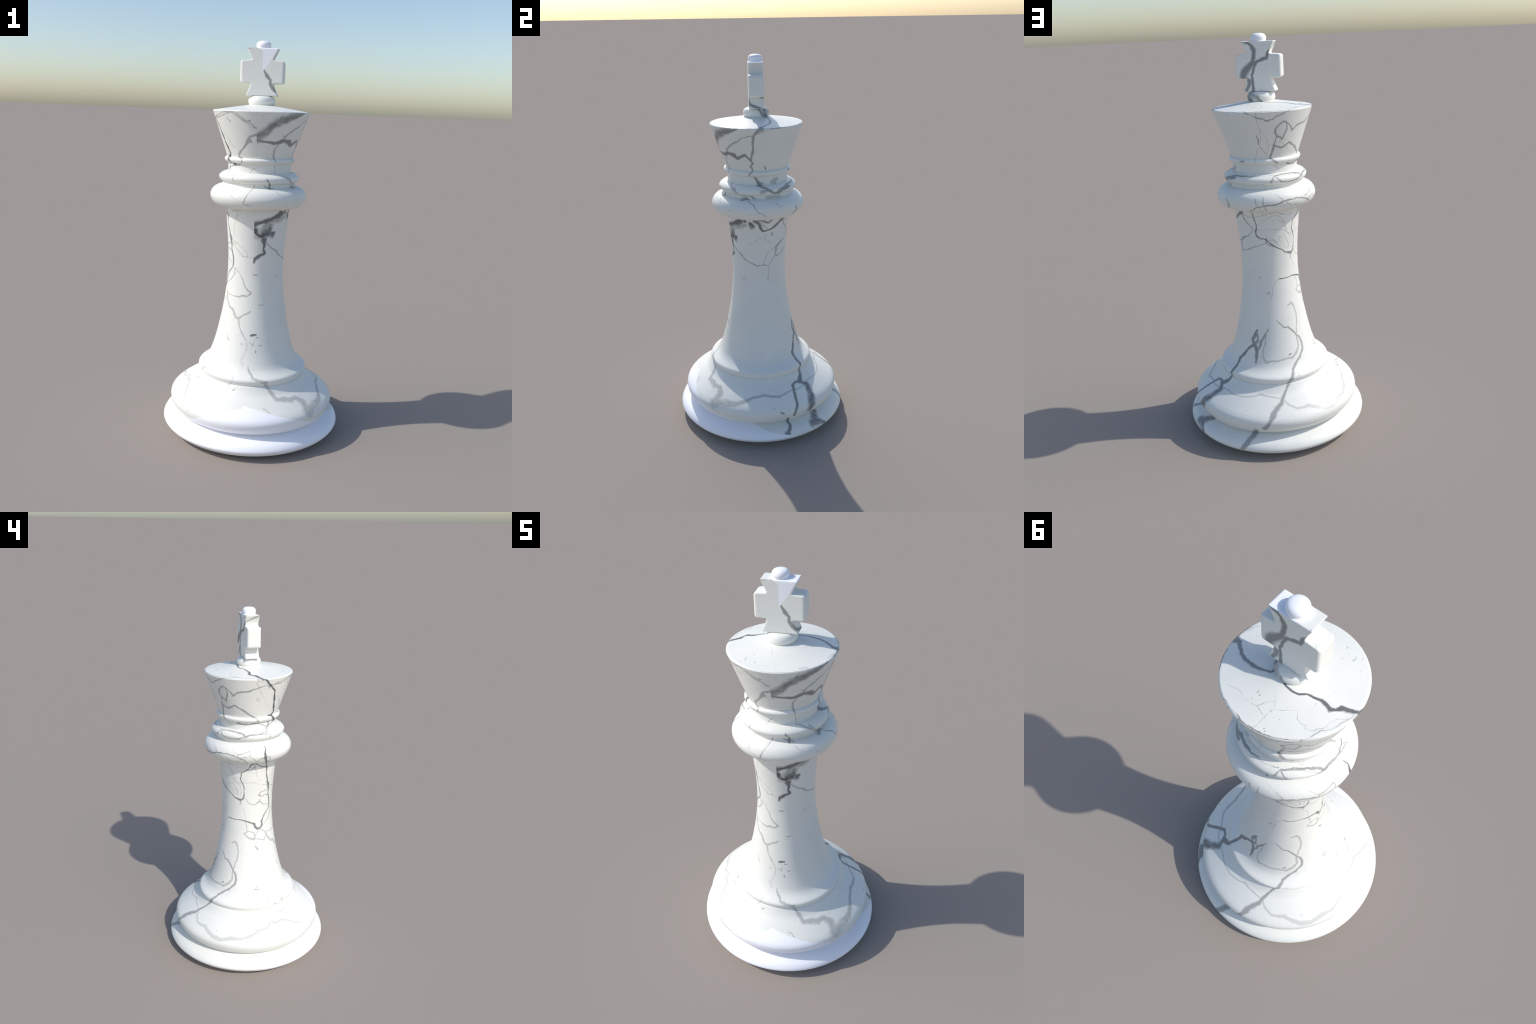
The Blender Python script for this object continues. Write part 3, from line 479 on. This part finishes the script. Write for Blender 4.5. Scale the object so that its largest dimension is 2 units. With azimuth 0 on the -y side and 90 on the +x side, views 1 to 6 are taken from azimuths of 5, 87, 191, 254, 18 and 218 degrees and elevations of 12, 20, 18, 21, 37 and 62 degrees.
    def finish(self, pos, mask, plain=None):
        t = self.t
        grain = self.noise(pos, 9.0, 4.0, 0.6).outputs[0]
        stone = self.mix(self.smooth(grain, 0.35, 0.7, 0.0, 1.0), STONE, tuple(c * k for c, k in zip(STONE, (0.965, 0.970, 0.975))))
        # sparse short flecks: stretched noise islands inside rare larger patches
        rare = self.smooth(self.noise(pos, 11.0, 1.0).outputs[0], 0.60, 0.68, 0.0, 1.0)
        n = t.nodes.new("ShaderNodeMapping"); n.inputs["Rotation"].default_value = (0.5, 0.9, 0.3); n.inputs["Scale"].default_value = (1, 0.55, 1.3)
        self.put(n.inputs[0], pos)
        chips = self.smooth(self.noise(n.outputs[0], 95.0, 2.0, 0.7).outputs[0], 0.66, 0.72, 0.0, 0.55)
        flecks = self.math('MULTIPLY', rare, chips)
        # faint hairlines: the zero line of a slow noise
        hair = self.math('ABSOLUTE', self.math('SUBTRACT', self.noise(pos, 5.5, 3.0, 0.55).outputs[0], 0.5))
        hair = self.math('MULTIPLY', self.smooth(hair, 0.0035, 0.0, 0.0, 0.11), self.smooth(self.noise(pos, 3.1, 0.0).outputs[0], 0.52, 0.62, 0.0, 1.0))
        extra = self.math('MAXIMUM', flecks, hair)
        mask = extra if mask is None else self.math('MAXIMUM', mask, extra)
        col = self.mix(mask, stone, VEIN)
        if plain is not None: col = self.mix(plain, col, PLAIN)
        self.put(self.bsdf.inputs["Base Color"], col)
        self.bsdf.inputs["Roughness"].default_value = 0.42
        self.bsdf.inputs["Specular IOR Level"].default_value = 0.4
        return self.mat

class Wrap:
    """Angle-true flattening of a turned part: (azimuth, integral of ds/r)."""
    def __init__(self, name):
        self.name = name; self.by_radius = name == "crown_top"
        pts = dense(PROFILES[name], 0.0015)
        self.z = [p[1] for p in pts]; self.r = [max(p[0], 0.004) for p in pts]
        q = [0.0]
        for i in range(1, len(pts)):
            q.append(q[-1] + math.dist(pts[i-1], pts[i]) / (0.5 * (self.r[i] + self.r[i-1])))
        self.q = q
        self.p = [-r for r in self.r] if self.by_radius else self.z
        self.mean = sum(self.r) / len(self.r)
    def at(self, p):
        """parameter -> (q, radius); straight on past the part's ends"""
        P = self.p
        if p <= P[0]: return self.q[0] + (p - P[0]) / self.r[0], self.r[0]
        for i in range(1, len(P)):
            if p <= P[i]:
                k = (p - P[i-1]) / max(P[i] - P[i-1], 1e-9)
                return self.q[i-1] + k * (self.q[i] - self.q[i-1]), self.r[i-1] + k * (self.r[i] - self.r[i-1])
        return self.q[-1] + (p - P[-1]) / self.r[-1], self.r[-1]

PLAIN_EDGE = [(0, 247), (10, 236), (20, 219), (30, 201), (40, 179), (47, 157), (62, 140), (71, 126), (78, 116), (90, 92), (104, 70), (116, 48), (130, 20),
              (230, 15), (262, 45), (285, 75), (303, 105), (314, 125), (325, 156), (334, 191), (342, 209), (349, 224), (359, 238), (360, 247)]

def stone(name, zone=None):
    """Material of a turned part; zone = (low, high, from azimuth, to azimuth) keeps only the veins that reach it."""
    g = Graph(name + "_marble"); wrap = Wrap(name)
    tc = g.t.nodes.new("ShaderNodeTexCoord"); pos = tc.outputs["Object"]
    sep = g.t.nodes.new("ShaderNodeSeparateXYZ"); g.put(sep.inputs[0], pos); x, y, z = sep.outputs
    phi = g.math('ADD', g.math('ARCTAN2', g.math('MULTIPLY', x, -1.0), y), math.pi)
    par = g.math('MULTIPLY', g.math('SQRT', g.math('ADD', g.math('MULTIPLY', x, x), g.math('MULTIPLY', y, y))), -1.0) if wrap.by_radius else z
    lo, hi, top = wrap.p[0], wrap.p[-1], wrap.q[-1]
    step = max(1, len(wrap.p) // 48)
    table = [((wrap.p[i] - lo) / (hi - lo), wrap.q[i] / top) for i in list(range(0, len(wrap.p) - 1, step)) + [len(wrap.p) - 1]]
    clean = [table[0]]
    for p in table[1:]:
        if p[0] > clean[-1][0] + 1e-4: clean.append(p)
    q = g.math('MULTIPLY', g.curve(g.math('MULTIPLY_ADD', par, 1 / (hi - lo), -lo / (hi - lo)), clean), top)
    flat = g.t.nodes.new("ShaderNodeCombineXYZ"); g.put(flat.inputs[0], phi); g.put(flat.inputs[1], q)
    point = flat.outputs[0]
    for scale, rough, reach in ((17.0, 0.4, 0.011), (52.0, 0.58, 0.010)):      # slow meander, then jagged wobble
        wob = g.vec('SUBTRACT', g.noise(pos, scale, 3.0, rough).outputs[1], (0.5, 0.5, 0.5))
        point = g.vec('MULTIPLY_ADD', wob, (reach / wrap.mean, reach / wrap.mean, 0.0), point)
    ragged = g.ragged(pos)
    chosen = []
    for where, dark, soft, spine in VEINS:
        if name not in where: continue
        pts = []
        for az, h, w in spine:
            h /= 1000; w = max(w, 0.7) / 1000
            if wrap.by_radius:
                if "crown" in where:          # given as height: look the radius up on the cone
                    h = min(max(h, wrap.z[0]), wrap.z[-1]); i = min(range(len(wrap.z)), key=lambda k: abs(wrap.z[k] - h)); h = wrap.r[i]
                h = -h
            qq, r = wrap.at(h)
            pts.append((az, h, Vector((math.radians(az), qq, 0)), w / r))
        run = []
        for a, b in zip(pts, pts[1:]):
            keep = True
            if zone:
                pad = 0.012 + max(a[3], b[3]) * 0.2
                pa = math.degrees(max(a[3], b[3])) * 1.5 + 6
                keep = max(a[1], b[1]) + pad > zone[0] and min(a[1], b[1]) - pad < zone[1] and max(a[0], b[0]) + pa > zone[2] and min(a[0], b[0]) - pa < zone[3]
            if keep:
                if not run: run = [(a[2], a[3])]
                run.append((b[2], b[3]))
            elif run:
                chosen.append((dark, soft, run)); run = []
        if run: chosen.append((dark, soft, run))
    mask = g.vein_mask(point, chosen, ragged, 0.0034 / wrap.mean, 0.0085 / wrap.mean)
    plain = None
    if name in ("base_plate", "base_shoulder"):
        edge = g.curve(g.math('MULTIPLY', phi, 1 / (2 * math.pi)), [(a / 360, h / 1000) for a, h in PLAIN_EDGE])
        plain = g.smooth(g.math('SUBTRACT', edge, z), -0.0006, 0.0006, 0.0, 1.0)
    if name == "finial":
        plain = 1.0
    return g.finish(pos, mask, plain)

def cross_stone():
    g = Graph("cross_marble")
    tc = g.t.nodes.new("ShaderNodeTexCoord"); pos = tc.outputs["Object"]
    sep = g.t.nodes.new("ShaderNodeSeparateXYZ"); g.put(sep.inputs[0], pos); x, y, z = sep.outputs
    wob = g.vec('SUBTRACT', g.noise(pos, 45.0, 3.0, 0.6).outputs[1], (0.5, 0.5, 0.5))
    point = g.vec('MULTIPLY_ADD', wob, (0.009, 0.0, 0.009), pos)
    ragged = g.ragged(pos)
    veins = [(d, s, [(Vector(p[:3]) / 1000, p[3] / 1000) for p in spine]) for d, s, spine in CROSS_VEINS]
    mask = g.vein_mask(point, veins, ragged, 0.0, 0.0075)
    # plain wedge on the front: right of the joint, above a slanting line, and over the top's right part
    sharp = lambda v: g.smooth(v, -0.0005, 0.0005, 0.0, 1.0)
    right = g.math('MAXIMUM', sharp(x), sharp(g.math('MULTIPLY_ADD', x, 0.95, g.math('SUBTRACT', z, 1.9455))))
    above = sharp(g.math('SUBTRACT', z, g.math('MULTIPLY_ADD', x, 1.40, 1.851)))
    front = sharp(g.math('SUBTRACT', -0.030, y))
    wedge = g.math('MULTIPLY', g.math('MULTIPLY', right, above), front)
    cap = g.math('MULTIPLY', sharp(g.math('ADD', x, 0.022)), sharp(g.math('SUBTRACT', z, 1.9625)))
    return g.finish(pos, mask, g.math('MAXIMUM', wedge, cap))

# ------------------------------------------------------------------ assembly
root = bpy.data.objects.new("chess_king", None)
bpy.context.collection.objects.link(root)
root["label"] = "tall white marble chess king with grey veins and cross"
root["category"] = "chess piece"

ZONES = {"shaft": ((0, 0.62), (0.62, 0.93), (0.93, 1.3)), "crown": ((1, 2),), "base_shoulder": ((0, 1),), "collar_torus": ((1, 2),), "collar_band": ((1, 2),)}
for name in ORDER:
    ob = lathe(name, PROFILES[name]); ob.parent = root
    if name in ZONES:
        for lo, hi in ZONES[name]:
            for a in (0, 120, 240):
                ob.data.materials.append(stone(name, (lo, hi, a, a + 120)))
        for f in ob.data.polygons:
            c = f.center; az = math.degrees(math.atan2(c.x, -c.y)) % 360
            band = next((k for k, (lo, hi) in enumerate(ZONES[name]) if lo <= c.z < hi), 0)
            f.material_index = band * 3 + int(az // 120)
    else:
        ob.data.materials.append(stone(name))
ob = cross("cross"); ob.parent = root
ob.data.materials.append(cross_stone())
